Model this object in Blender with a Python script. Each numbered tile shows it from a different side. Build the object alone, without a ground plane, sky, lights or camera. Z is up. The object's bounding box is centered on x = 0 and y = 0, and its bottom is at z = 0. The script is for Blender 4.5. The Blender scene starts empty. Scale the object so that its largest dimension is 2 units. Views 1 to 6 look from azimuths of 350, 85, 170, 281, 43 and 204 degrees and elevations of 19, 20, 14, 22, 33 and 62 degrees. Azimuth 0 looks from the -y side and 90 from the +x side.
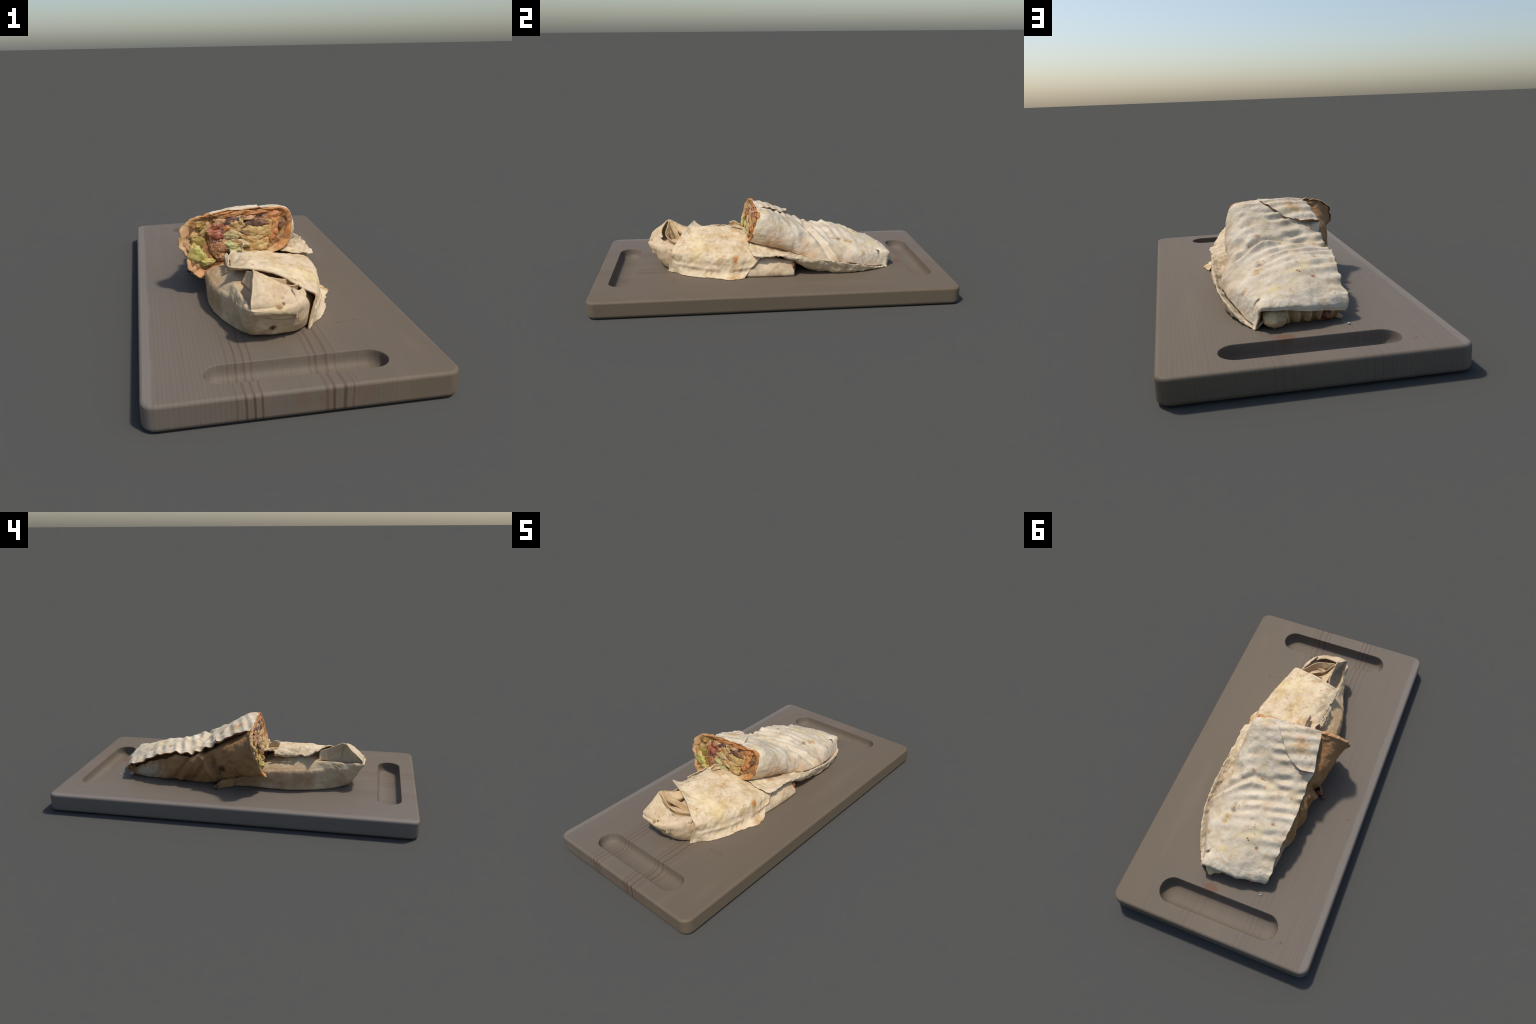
# Two halves of a grilled wrap stacked on a wooden chopping board.
import bpy, bmesh, math, random
import numpy as np
from mathutils import Vector, noise, Matrix

random.seed(7)
rng = np.random.default_rng(7)
TOP = 0.097                      # board top height
scene = bpy.context.scene

# ----------------------------------------------------------------- materials
class Mat:
    """small node-graph builder around one Principled BSDF"""
    def __init__(self, name, rough=0.75, spec=0.25):
        self.m = bpy.data.materials.new(name)
        self.m.use_nodes = True
        self.t = self.m.node_tree
        self.b = self.t.nodes["Principled BSDF"]
        self.b.inputs["Roughness"].default_value = rough
        self.b.inputs["Specular IOR Level"].default_value = spec
        self.co = self.t.nodes.new("ShaderNodeTexCoord").outputs["Object"]
    def link(self, a, b): self.t.links.new(a, b)
    def put(self, sock, v):
        if hasattr(v, "is_linked") or isinstance(v, bpy.types.NodeSocket): self.link(v, sock)
        else: sock.default_value = v
    def mapped(self, scale=(1, 1, 1), loc=(0, 0, 0)):
        n = self.t.nodes.new("ShaderNodeMapping")
        n.inputs["Scale"].default_value = scale
        n.inputs["Location"].default_value = loc
        self.link(self.co, n.inputs["Vector"]); return n.outputs[0]
    def noise(self, scale, detail=4, rough=0.55, dist=0.0, vec=None):
        n = self.t.nodes.new("ShaderNodeTexNoise")
        n.inputs["Scale"].default_value = scale; n.inputs["Detail"].default_value = detail
        n.inputs["Roughness"].default_value = rough; n.inputs["Distortion"].default_value = dist
        self.link(vec or self.co, n.inputs["Vector"]); return n.outputs["Fac"]
    def voronoi(self, scale, vec=None, out="Distance", rnd=1.0):
        n = self.t.nodes.new("ShaderNodeTexVoronoi")
        n.inputs["Scale"].default_value = scale; n.inputs["Randomness"].default_value = rnd
        self.link(vec or self.co, n.inputs["Vector"]); return n.outputs[out]
    def wave(self, scale, dist, dscale, vec=None, axis='X'):
        n = self.t.nodes.new("ShaderNodeTexWave"); n.bands_direction = axis
        n.inputs["Scale"].default_value = scale; n.inputs["Distortion"].default_value = dist
        n.inputs["Detail"].default_value = 2; n.inputs["Detail Scale"].default_value = dscale
        self.link(vec or self.co, n.inputs["Vector"]); return n.outputs["Fac"]
    def rng(self, v, a, b, c=0.0, d=1.0, smooth=True):
        n = self.t.nodes.new("ShaderNodeMapRange")
        n.interpolation_type = 'SMOOTHSTEP' if smooth else 'LINEAR'
        self.link(v, n.inputs["Value"])
        for k, x in zip(("From Min", "From Max", "To Min", "To Max"), (a, b, c, d)): n.inputs[k].default_value = x
        return n.outputs["Result"]
    def math(self, op, a, b=0.0):
        n = self.t.nodes.new("ShaderNodeMath"); n.operation = op
        self.put(n.inputs[0], a); self.put(n.inputs[1], b); return n.outputs[0]
    def mix(self, fac, a, b, mode='MIX'):
        n = self.t.nodes.new("ShaderNodeMix"); n.data_type = 'RGBA'; n.blend_type = mode
        self.put(n.inputs["Factor"], fac)
        for s, v in ((n.inputs[6], a), (n.inputs[7], b)):
            self.put(s, (*v, 1) if isinstance(v, tuple) else v)
        return n.outputs[2]
    def xyz(self):
        n = self.t.nodes.new("ShaderNodeSeparateXYZ"); self.link(self.co, n.inputs[0]); return n.outputs
    def spot(self, pos, r, feather=0.6, wob=0.5, wscale=60, squash=(1, 1, 1)):
        """soft-edged blot of radius r around a point of the object"""
        n = self.t.nodes.new("ShaderNodeVectorMath"); n.operation = 'DISTANCE'
        self.link(self.mapped(squash), n.inputs[0])
        n.inputs[1].default_value = [p * s for p, s in zip(pos, squash)]
        w = self.math('MULTIPLY', self.math('SUBTRACT', self.noise(wscale, 3), 0.5), 2 * wob * r)
        return self.rng(self.math('ADD', n.outputs["Value"], w), r * (1 - feather), r, 1.0, 0.0)
    def bump(self, h, strength=0.3, dist=0.004):
        n = self.t.nodes.new("ShaderNodeBump")
        n.inputs["Strength"].default_value = strength; n.inputs["Distance"].default_value = dist
        self.link(h, n.inputs["Height"]); self.link(n.outputs[0], self.b.inputs["Normal"])
    def done(self, col, sss=0.0):
        self.put(self.b.inputs["Base Color"], col if not isinstance(col, tuple) else (*col, 1))
        if sss:
            self.b.inputs["Subsurface Weight"].default_value = sss
            self.b.inputs["Subsurface Scale"].default_value = 0.006
            self.b.inputs["Subsurface Radius"].default_value = (1, .6, .3)
        return self.m

CREAM = (.60, .515, .395)
def tortilla(name, base=CREAM, tan=(.50, .36, .20), yellow=(.58, .455, .235), blot=.45, fleck=.7,
             spots=(), tan_and_shade=None, tan_and_shade_col=(.30, .155, .06), char=(), zs=1.0):
    m = Mat(name, .7, .25)
    c = m.mix(m.rng(m.noise(9, 5), .3, .7), tuple(min(.8, v * 1.06) for v in base), tuple(v * f for v, f in zip(base, (.88, .86, .83))))
    c = m.mix(m.math('MULTIPLY', m.rng(m.noise(30, 5, .65, .4, m.mapped((1, 1, 1), (5, 6, 8))), .5, .7), .5 * blot), c, tan)
    c = m.mix(m.math('MULTIPLY', m.rng(m.noise(13, 6, .65, .6), .48, .70), blot), c, tan)
    c = m.mix(m.math('MULTIPLY', m.rng(m.noise(7, 4, .6, .3, m.mapped((1, 1, 1), (3, 1, 2))), .52, .7), blot), c, yellow)
    # toasted flecks, small and scattered
    v = m.voronoi(38)
    gate = m.rng(m.noise(11, 2, .5, 0, m.mapped((1, 1, 1), (7, 5, 1))), .56, .62)
    c = m.mix(m.math('MULTIPLY', m.math('MULTIPLY', m.rng(v, .12, .24, 1, 0), gate), fleck), c, (.40, .17, .055))
    v2 = m.voronoi(75, m.mapped((1, 1, 1), (2, 9, 4)))
    gate2 = m.rng(m.noise(8, 2, .5, 0, m.mapped((1, 1, 1), (1, 8, 3))), .58, .63)
    c = m.mix(m.math('MULTIPLY', m.math('MULTIPLY', m.rng(v2, .1, .2, 1, 0), gate2), .6), c, (.12, .075, .04))
    if tan_and_shade:
        for pos, r, k in tan_and_shade:
            c = m.mix(m.math('MULTIPLY', m.spot(pos, r, .9, .55, 16), k), c, tan_and_shade_col)  # broad browning: tan of the tortilla and shade painted into its colour
    for pos, r in char:                                # speckled scorch marks
        grain = m.rng(m.voronoi(95, m.mapped((1, .8, 1))), .22, .42, 1, 0)
        halo = m.spot(pos, r, .8, .6, 40, (1, 1, .3))
        c = m.mix(m.math('MULTIPLY', halo, .45), c, (.44, .26, .11))
        c = m.mix(m.math('MULTIPLY', m.math('MULTIPLY', halo, grain), .95), c, (.07, .055, .04))
    for pos, r, col, k in spots:
        c = m.mix(m.math('MULTIPLY', m.spot(pos, r, .75, .7, 110 if r < .012 else 45, (1, 1, zs)), k), c, col)
    m.bump(m.math('ADD', m.noise(70, 5, .6), m.math('MULTIPLY', m.noise(24, 4, .55, .6), 1.8)), .30, .004)
    return m.done(c, .0)

BURN = (.07, .025, .010); ORANGE = (.50, .20, .06); GREYCHAR = (.16, .14, .11); TAN = (.46, .28, .11); YEL = (.62, .48, .20)
sheet_b_mat = tortilla("tortilla_grilled", (.63, .54, .405), zs=.3, char=[((.10, .385, .27), .032), ((.115, .45, .25), .028), ((-.03, .52, .25), .02)], tan=(.48, .33, .18), blot=.6, fleck=.7, spots=[
    ((.147, .626, .197), .016, BURN, 1.), ((-.12, .41, .28), .016, (.28, .10, .04), .95),
    ((-.08, .54, .25), .014, (.28, .10, .04), .95), ((.10, .40, .285), .022, GREYCHAR, .75),
    ((.115, .44, .275), .026, TAN, .75), ((.12, .47, .265), .018, (.45, .27, .07), .8), ((.10, .36, .295), .014, GREYCHAR, .6),
    ((-.12, .02, .41), .06, TAN, .7), ((-.10, -.01, .425), .04, ORANGE, .35), ((.18, .53, .215), .022, TAN, .7),
    ((.075, .19, .33), .015, ORANGE, .6), ((-.01, .25, .31), .012, ORANGE, .55), ((-.09, .26, .30), .013, ORANGE, .5), ((-.155, .25, .29), .011, (.4, .15, .05), .6), ((-.05, .35, .29), .010, ORANGE, .5),
    ((.08, .60, .235), .026, YEL, .7), ((.02, .63, .225), .02, TAN, .5), ((.045, .49, .272), .008, (.3, .12, .05), .8)],
    tan_and_shade=[((.22, .02, .28), .15, .62), ((.24, .20, .22), .13, .62), ((.25, .40, .18), .14, .5), ((.22, .58, .12), .10, .4), ((.14, -.03, .24), .07, .9), ((.19, .06, .22), .05, .7), ((.21, .17, .20), .03, .5), ((.22, .30, .19), .03, .35)], tan_and_shade_col=(.38, .215, .10))  # tan right wall, with shade towards the gutter painted in brown
sheet_a_mat = tortilla("tortilla_toasted", (.66, .53, .355), zs=.3, blot=.85, fleck=.75, yellow=(.56, .40, .17), tan=(.46, .29, .12), spots=[
    ((.236, -.207, .214), .019, (.44, .17, .035), 1.), ((.135, -.568, .226), .016, (.52, .22, .08), .8),
    ((.16, -.42, .25), .075, YEL, .3), ((.06, -.42, .29), .09, YEL, .28), ((.27, -.22, .105), .05, (.45, .26, .10), .6),
    ((.1, -.17, .28), .02, TAN, .5), ((.17, -.37, .23), .03, TAN, .45), ((.12, -.16, .26), .035, TAN, .4)])
body_a_mat = tortilla("tortilla_folded", (.60, .465, .305), blot=.7, fleck=.35, tan=(.42, .275, .145), spots=[
    ((-.028, -.700, .243), .016, BURN, 1.), ((-.008, -.693, .256), .011, BURN, .95), ((-.008, -.682, .275), .011, (.30, .13, .05), .9),
    ((-.045, -.660, .150), .020, BURN, 1.), ((-.20, -.40, .235), .010, (.42, .20, .06), .8), ((-.09, -.60, .335), .02, (.42, .27, .15), .6),
    ((-.03, -.70, .255), .022, (.52, .33, .16), .5)],
    tan_and_shade=[((-.26, -.35, .14), .22, .62), ((-.24, -.15, .16), .16, .4), ((-.22, -.58, .13), .15, .42), ((.05, -.68, .13), .12, .3), ((-.22, .0, .16), .22, .8), ((-.25, -.06, .12), .14, .6), ((-.2, -.22, .25), .07, .4), ((.1, .05, .15), .2, .3)])  # warm shading of flank, belly and underside put into the colour
inner_mat = tortilla("tortilla_inside", (.58, .42, .235), blot=.5, fleck=.2, tan=(.44, .26, .12))
soaked_mat = tortilla("tortilla_soaked", (.35, .185, .075), tan=(.21, .09, .03), yellow=(.36, .22, .10), blot=.7, fleck=.3, spots=[
    ((-.255, .07, .215), .03, (.045, .022, .016), .9), ((-.27, -.05, .27), .014, (.05, .022, .016), .8), ((-.25, .09, .18), .02, (.05, .025, .02), .7),
    ((-.22, .49, .15), .085, (.46, .40, .29), .6), ((-.21, .56, .13), .07, (.50, .45, .34), .7), ((-.2, .30, .24), .02, (.12, .05, .02), .6)])
skirt_mat = tortilla("tortilla_lip", (.62, .50, .335), blot=.65, fleck=.3, spots=[
    ((.262, .42, .14), .010, (.4, .17, .05), .8)], tan_and_shade=[((.15, .02, .24), .07, .8), ((.19, .10, .22), .06, .6), ((.2, .2, .19), .05, .5)])  # brown shade of the inner gutter painted into the lip colour

def rim_material():
    m = Mat("tortilla_cut_edge", .55, .35)
    c = m.mix(m.rng(m.noise(22, 5), .35, .65), (.52, .235, .07), (.36, .14, .04))
    c = m.mix(m.rng(m.noise(12, 4), .55, .7), c, (.62, .42, .20))
    c = m.mix(m.math('MULTIPLY', m.rng(m.noise(30, 4, .6, .5, m.mapped((1, 1, 1), (3, 8, 1))), .5, .66), .8), c, (.20, .08, .025))
    x = m.xyz()[0]
    c = m.mix(m.rng(x, -.31, -.22, .75, 0.), c, (.50, .32, .16))
    c = m.mix(m.spot((.02, -.11, .25), .10, .8), c, (.50, .33, .15))
    m.bump(m.noise(60, 5), .4, .004); return m.done(c)
rim_mat = rim_material()

def food(name, a, b, c3=None, scale=40, rough=.5, spec=.4, sss=.0, bump=.5, sauce=.8):
    m = Mat(name, rough, spec)
    c = m.mix(m.rng(m.noise(scale, 5, .6), .35, .65), a, b)
    if c3: c = m.mix(m.rng(m.noise(scale * .6, 5, .65, .8, m.mapped((1, 1, 1), (4, 2, 7))), .54, .66), c, c3)
    c = m.mix(m.math('MULTIPLY', m.rng(m.noise(26, 4, .6, .5, m.mapped((1, 1, 1), (9, 3, 5))), .42, .66), sauce), c, (.36, .165, .045))
    m.bump(m.noise(scale * 2, 5), bump, .005); return m.done(c, sss)
F = dict(
    lettuce=food("lettuce_pale", (.40, .37, .085), (.50, .46, .15), (.27, .25, .045), 35, sauce=.45),
    greens=food("lettuce_green", (.36, .36, .13), (.48, .45, .22), (.24, .26, .09), 35, sauce=.45),
    olive=food("lettuce_wilted", (.26, .17, .03), (.36, .26, .07), (.12, .07, .012), 35),
    chicken=food("fried_crumb", (.42, .20, .09), (.28, .10, .04), (.62, .44, .28), 90, bump=.9),
    cheese=food("melted_cheese", (.50, .36, .14), (.42, .26, .09), (.56, .44, .21), 30),
    cabbage=food("cooked_cabbage", (.46, .37, .18), (.40, .30, .13), (.50, .42, .24), 30),
    tomato=food("tomato", (.30, .085, .05), (.22, .055, .035), (.38, .16, .09), 40, .4),
    meat=food("grilled_meat", (.075, .042, .034), (.12, .055, .042), (.05, .03, .03), 60),
    onion=food("onion", (.48, .31, .18), (.42, .23, .12), (.34, .15, .09), 30),
    sauce=food("spicy_sauce", (.46, .20, .06), (.38, .13, .045), (.50, .28, .10), 30),
    base=food("mixed_filling", (.32, .18, .065), (.20, .09, .035), (.06, .028, .022), 30),
    red=food("dried_tomato", (.10, .02, .015), (.16, .03, .02), None, 40),
)

def wood_material():
    m = Mat("pale_pine", .62, .2)
    x, y, z = m.xyz()
    c = m.mix(m.rng(x, -.5, .5, 0, 1, False), (.150, .124, .099), (.138, .106, .071))
    bend = m.math('MULTIPLY', m.math('SUBTRACT', m.noise(2.2, 2), .5), .05)
    w = m.wave(20, 2.2, 1.6, m.mapped((1, .05, .10)))
    fine = m.noise(1, 4, .6, 0, m.mapped((120, 2.0, 14)))
    blotch = m.noise(1, 3, .5, 0, m.mapped((9, 1.6, 9)))
    keep = m.rng(m.math('ABSOLUTE', m.math('ADD', x, .03)), .10, .17)          # calm heartwood in the middle
    c = m.mix(m.math('MULTIPLY', m.math('MULTIPLY', m.rng(w, .45, .95), m.rng(keep, 0, 1, .25, 1)), .26), c, (.120, .086, .062))
    c = m.mix(m.math('MULTIPLY', m.rng(fine, .5, .72), .28), c, (.115, .084, .064))
    c = m.mix(m.math('MULTIPLY', m.rng(blotch, .52, .7), .22), c, (.185, .135, .098))
    xb = m.math('ADD', x, bend)
    # dark latewood stripes that run over the top and down the short edge
    endy = m.math('ADD', m.rng(y, -.985, -.999, 0, 1), 0.0)
    near = m.rng(y, -.40, -.62, 0, 1)
    far = m.math('MULTIPLY', m.rng(y, .55, .7, 0, 1), .35)
    amount = m.math('ADD', m.math('MAXIMUM', near, far), endy)
    for xs, wd, k in ((-.205, .007, .5), (-.176, .007, .55), (-.15, .006, .5), (.062, .008, .35), (.085, .008, .55), (.122, .009, .55), (.15, .006, .3), (-.235, .006, .25)):
        line = m.rng(m.math('ABSOLUTE', m.math('SUBTRACT', xb, xs)), wd * .25, wd, 1, 0)
        c = m.mix(m.math('MULTIPLY', m.math('MULTIPLY', line, amount), k * .85), c, (.094, .050, .032))
    for pos, r, k, sq in (((.075, .770, TOP), .040, .85, (.85, 1.3, 1)), ((-.02, -1., .06), .035, .30, (1, 1, 1)), ((.05, -1., .055), .03, .30, (1, 1, 1)), ((.19, -1., .06), .04, .25, (.7, 1, 1))):
        c = m.mix(m.math('MULTIPLY', m.spot(pos, r, .5, .25, 18, sq), k), c, (.150, .078, .046))
    for pos, r in (((.232, -.557, TOP), .010), ((.30, -.549, TOP), .011), ((-.445, .17, TOP), .009), ((-.35, .893, TOP), .012), ((-.338, .905, TOP), .007), ((-.335, .07, TOP), .008)):
        c = m.mix(m.math('MULTIPLY', m.spot(pos, r, .8, .6, 150, (1, 1, 1)), .45), c, (.07, .045, .035))
    c = m.mix(m.math('MULTIPLY', m.spot((.265, -.553, TOP), .035, .6, .3, 60, (1, 6, 1)), .3), c, (.09, .06, .045))
    # light strip along one long edge: a highlight put into the wood colour
    edge_light = m.rng(m.math('ADD', x, m.math('MULTIPLY', m.noise(6, 3), .02)), -.474, -.462, 1, 0)
    c = m.mix(m.math('MULTIPLY', edge_light, .45), c, (.205, .18, .155))
    m.bump(m.math('ADD', m.math('MULTIPLY', w, .4), fine), .12, .002)
    return m.done(c)
wood_mat = wood_material()

# ----------------------------------------------------------------- geometry helpers
def catmull(P, n, closed=False):
    """sample n points on a Catmull-Rom curve through the rows of P (any trailing shape)"""
    P = np.asarray(P, float); k = len(P)
    t = np.linspace(0, k if closed else k - 1, n, endpoint=not closed)
    i = np.minimum(t.astype(int), (k if closed else k - 1) - 1); f = t - i
    if closed: idx = [(i + d) % k for d in (-1, 0, 1, 2)]; Q = [P[j] for j in idx]
    else:
        E = np.concatenate([[2 * P[0] - P[1]], P, [2 * P[-1] - P[-2]]])
        Q = [E[i + d] for d in range(4)]
    f = f.reshape(-1, *([1] * (P.ndim - 1)))
    return .5 * (2 * Q[1] + (Q[2] - Q[0]) * f + (2 * Q[0] - 5 * Q[1] + 4 * Q[2] - Q[3]) * f ** 2 + (3 * Q[1] - Q[0] - 3 * Q[2] + Q[3]) * f ** 3)

def surface(rows, nu, nv, closed=False):
    """tensor spline through rows[station][point] -> (nu, nv, 3)"""
    R = catmull(np.asarray(rows, float), nu)
    return np.stack([catmull(r, nv, closed) for r in R])

def normals(G, closed=False):
    du = np.gradient(G, axis=0)
    dv = (np.roll(G, -1, 1) - np.roll(G, 1, 1)) if closed else np.gradient(G, axis=1)
    n = np.cross(du, dv); return n / (np.linalg.norm(n, axis=-1, keepdims=True) + 1e-9)

def fbm(G, scale, octaves=3, seed=0.0):
    flat = G.reshape(-1, 3)
    out = np.empty(len(flat))
    for j, p in enumerate(flat):
        out[j] = noise.fractal(Vector((p[0] * scale + seed, p[1] * scale - seed * .7, p[2] * scale + 3 * seed)), 1.0, 2.0, octaves)
    return out.reshape(G.shape[:-1])

def smooth01(x, a, b):
    t = np.clip((x - a) / (b - a), 0, 1); return t * t * (3 - 2 * t)

def make(name, verts, faces, mats, smooth=True, face_mat=None):
    me = bpy.data.meshes.new(name)
    me.from_pydata([tuple(v) for v in verts], [], faces)
    for mt in (mats if isinstance(mats, (list, tuple)) else [mats]): me.materials.append(mt)
    if face_mat is not None: me.polygons.foreach_set("material_index", face_mat)
    me.polygons.foreach_set("use_smooth", [smooth] * len(me.polygons))
    me.update()
    ob = bpy.data.objects.new(name, me); scene.collection.objects.link(ob); return ob

def fix_normals(ob):
    bm = bmesh.new(); bm.from_mesh(ob.data); bmesh.ops.recalc_face_normals(bm, faces=bm.faces[:]); bm.to_mesh(ob.data); bm.free()

def settle(G):
    """let the underside spread down onto the board"""
    k = 1 - smooth01(G[..., 2], .108, .19)
    G[..., 2] -= .008 * k; G[..., 0] *= 1 - .05 * k; return G

def floor_clamp(G, z=TOP + .0012):
    G[..., 2] = np.maximum(G[..., 2], z); return G

def sheet(name, G, mat, thick=.006, back=None, floor=True, edge_mat=None):
    """closed thin slab from a grid of points, with a rounded border"""
    nu, nv, _ = G.shape; G = settle(G.copy()) if floor else G; N = normals(G)
    A = G.copy(); B = G - N * thick
    if floor: floor_clamp(A, TOP + .003); floor_clamp(B)
    V = np.concatenate([A.reshape(-1, 3), B.reshape(-1, 3)]); off = nu * nv
    f = []; fm = []
    for i in range(nu - 1):
        for j in range(nv - 1):
            a, b, c, d = i * nv + j, i * nv + j + 1, (i + 1) * nv + j + 1, (i + 1) * nv + j
            f.append((a, d, c, b)); fm.append(0); f.append((a + off, b + off, c + off, d + off)); fm.append(1)
    loop = [j for j in range(nv)] + [i * nv + nv - 1 for i in range(1, nu)] + [(nu - 1) * nv + j for j in range(nv - 2, -1, -1)] + [i * nv for i in range(nu - 2, 0, -1)]
    V = list(map(tuple, V)); base = len(V)
    C = G.reshape(-1, 3); Nf = N.reshape(-1, 3)
    ctr = None
    for k, a in enumerate(loop):                     # border vertex pushed out a touch -> rounded edge
        p, q = np.array(V[a]), np.array(V[a + off])
        prv, nxt = C[loop[k - 1]], C[loop[(k + 1) % len(loop)]]
        o = np.cross(Nf[a], nxt - prv); o /= np.linalg.norm(o) + 1e-9
        inner = C[a] - o * .002
        m = (p + q) / 2 - o * thick * .35
        V.append(tuple(m))
    for k, a in enumerate(loop):
        b = loop[(k + 1) % len(loop)]; m0, m1 = base + k, base + (k + 1) % len(loop)
        f.append((a, b, m1, m0)); fm.append(2); f.append((m0, m1, b + off, a + off)); fm.append(2)
    ob = make(name, V, f, [mat, back or mat, edge_mat or mat], True, fm); fix_normals(ob); return ob

def tube(name, G, mats, cap_mat=0, cap0=True, cap1=True):
    """closed loft, G (nu, nv, 3) periodic in v"""
    nu, nv, _ = G.shape; V = list(map(tuple, G.reshape(-1, 3))); f = []; fm = []
    for i in range(nu - 1):
        for j in range(nv):
            k = (j + 1) % nv
            f.append((i * nv + j, i * nv + k, (i + 1) * nv + k, (i + 1) * nv + j)); fm.append(0)
    for row, on in ((0, cap0), (nu - 1, cap1)):
        if on:
            c = len(V); V.append(tuple(G[row].mean(0)))
            for j in range(nv):
                f.append((row * nv + j, row * nv + (j + 1) % nv, c)); fm.append(cap_mat if row else 0)
    ob = make(name, V, f, mats, True, fm); fix_normals(ob); return ob

def blob(name, pos, size, mat, amp=.25, freq=1.6, seed=0., rot=0., detail=3, fine=.08):
    bm = bmesh.new(); bmesh.ops.create_icosphere(bm, subdivisions=detail, radius=1)
    for v in bm.verts:
        d = v.co.normalized()
        k = 1 + amp * noise.fractal(d * freq + Vector((seed, seed * 2, -seed)), 1, 2, 3) + fine * noise.noise(d * 7 + Vector((seed, 0, 0)))
        v.co = d * k
    R = Matrix.Rotation(rot, 4, 'Y')
    me = bpy.data.meshes.new(name)
    for v in bm.verts:
        p = R @ Vector((v.co.x * size[0], v.co.y * size[1], v.co.z * size[2])); v.co = p + Vector(pos)
    for fc in bm.faces: fc.smooth = True
    bm.to_mesh(me); bm.free(); me.materials.append(mat)
    ob = bpy.data.objects.new(name, me); scene.collection.objects.link(ob); return ob

def thing(name, loc, label, cat):
    e = bpy.data.objects.new(name, None); e.location = loc; e.empty_display_size = .1
    scene.collection.objects.link(e); e["label"] = label; e["category"] = cat; return e

def adopt(parent, *obs, origin=None):
    base = Matrix.Translation(origin) if origin is not None else Matrix.Identity(4)
    for ob in obs:
        ob.parent = parent; ob.matrix_parent_inverse = base.inverted()
    return obs[0]

# ----------------------------------------------------------------- chopping board
def board():
    hx, hy, h, rc, re, rb = .518, 1.0, TOP, .050, .014, .020
    def outline(inset, n=10):
        P = []
        r = max(rc - inset, .004)
        for cx, cy, a0 in ((1, 1, 0), (-1, 1, 90), (-1, -1, 180), (1, -1, 270)):
            for k in range(n + 1):
                a = math.radians(a0 + 90 * k / n)
                P.append((cx * (hx - inset - r) + r * math.cos(a), cy * (hy - inset - r) + r * math.sin(a)))
        return P
    prof = []
    for k in range(6):
        a = math.radians(90 * k / 5); prof.append((1 - math.sin(a), 1 - math.cos(a)))
    prof = [(rb * i, rb * z) for i, z in prof] + [(re * i, h - re * z) for i, z in reversed(prof)]
    V = []; f = []
    for ins, z in prof: V += [(x, y, z) for x, y in outline(ins)]
    n = len(outline(0))
    for i in range(len(prof) - 1):
        for j in range(n): f.append((i * n + j, i * n + (j + 1) % n, (i + 1) * n + (j + 1) % n, (i + 1) * n + j))
    f.append(tuple(range(n - 1, -1, -1))); f.append(tuple((len(prof) - 1) * n + j for j in range(n)))
    ob = make("cutting_board", V, f, wood_mat); fix_normals(ob)
    # finger scoops near both short ends: stadium outline, rounded floor
    R, half = .0635, .313
    pr = [(-.006, .02), (-.0045, .001), (-.0015, -.002), (0, -.006), (.0015, -.020), (.005, -.034), (.012, -.045), (.023, -.053), (.040, -.057), (.060, -.058)]
    for yc in (-.8505, .8505):
        V = []; f = []; n = 64
        for ins, z in pr:
            r = R - ins
            for k in range(n):
                a = 2 * math.pi * k / n
                sx = 1 if math.cos(a) >= 0 else -1
                V.append((sx * (half - R) + r * math.cos(a), yc + r * math.sin(a), h + z))
        for i in range(len(pr) - 1):
            for j in range(n): f.append((i * n + j, i * n + (j + 1) % n, (i + 1) * n + (j + 1) % n, (i + 1) * n + j))
        f.append(tuple(range(n))); f.append(tuple((len(pr) - 1) * n + j for j in range(n - 1, -1, -1)))
        cut = make("scoop_cutter", V, f, wood_mat); fix_normals(cut)
        md = ob.modifiers.new("scoop", 'BOOLEAN'); md.operation = 'DIFFERENCE'; md.object = cut; md.solver = 'EXACT'
    wn = ob.modifiers.new("wn", 'WEIGHTED_NORMAL'); wn.weight = 80; wn.keep_sharp = True
    dg = bpy.context.evaluated_depsgraph_get()
    me = bpy.data.meshes.new_from_object(ob.evaluated_get(dg))
    ob.modifiers.clear(); ob.data = me; me.name = "cutting_board"
    for c in [o for o in scene.objects if o.name.startswith("scoop_cutter")]: bpy.data.objects.remove(c)
    ob["label"] = "rectangular pale wooden chopping board with two finger scoops"; ob["category"] = "cutting board"
    return ob
board()

# ----------------------------------------------------------------- lower half of the wrap
OA = (0, -.3, TOP)
wrap_a = thing("wrap_half", OA, "half of a folded tortilla wrap lying on the board", "wrap")
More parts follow.
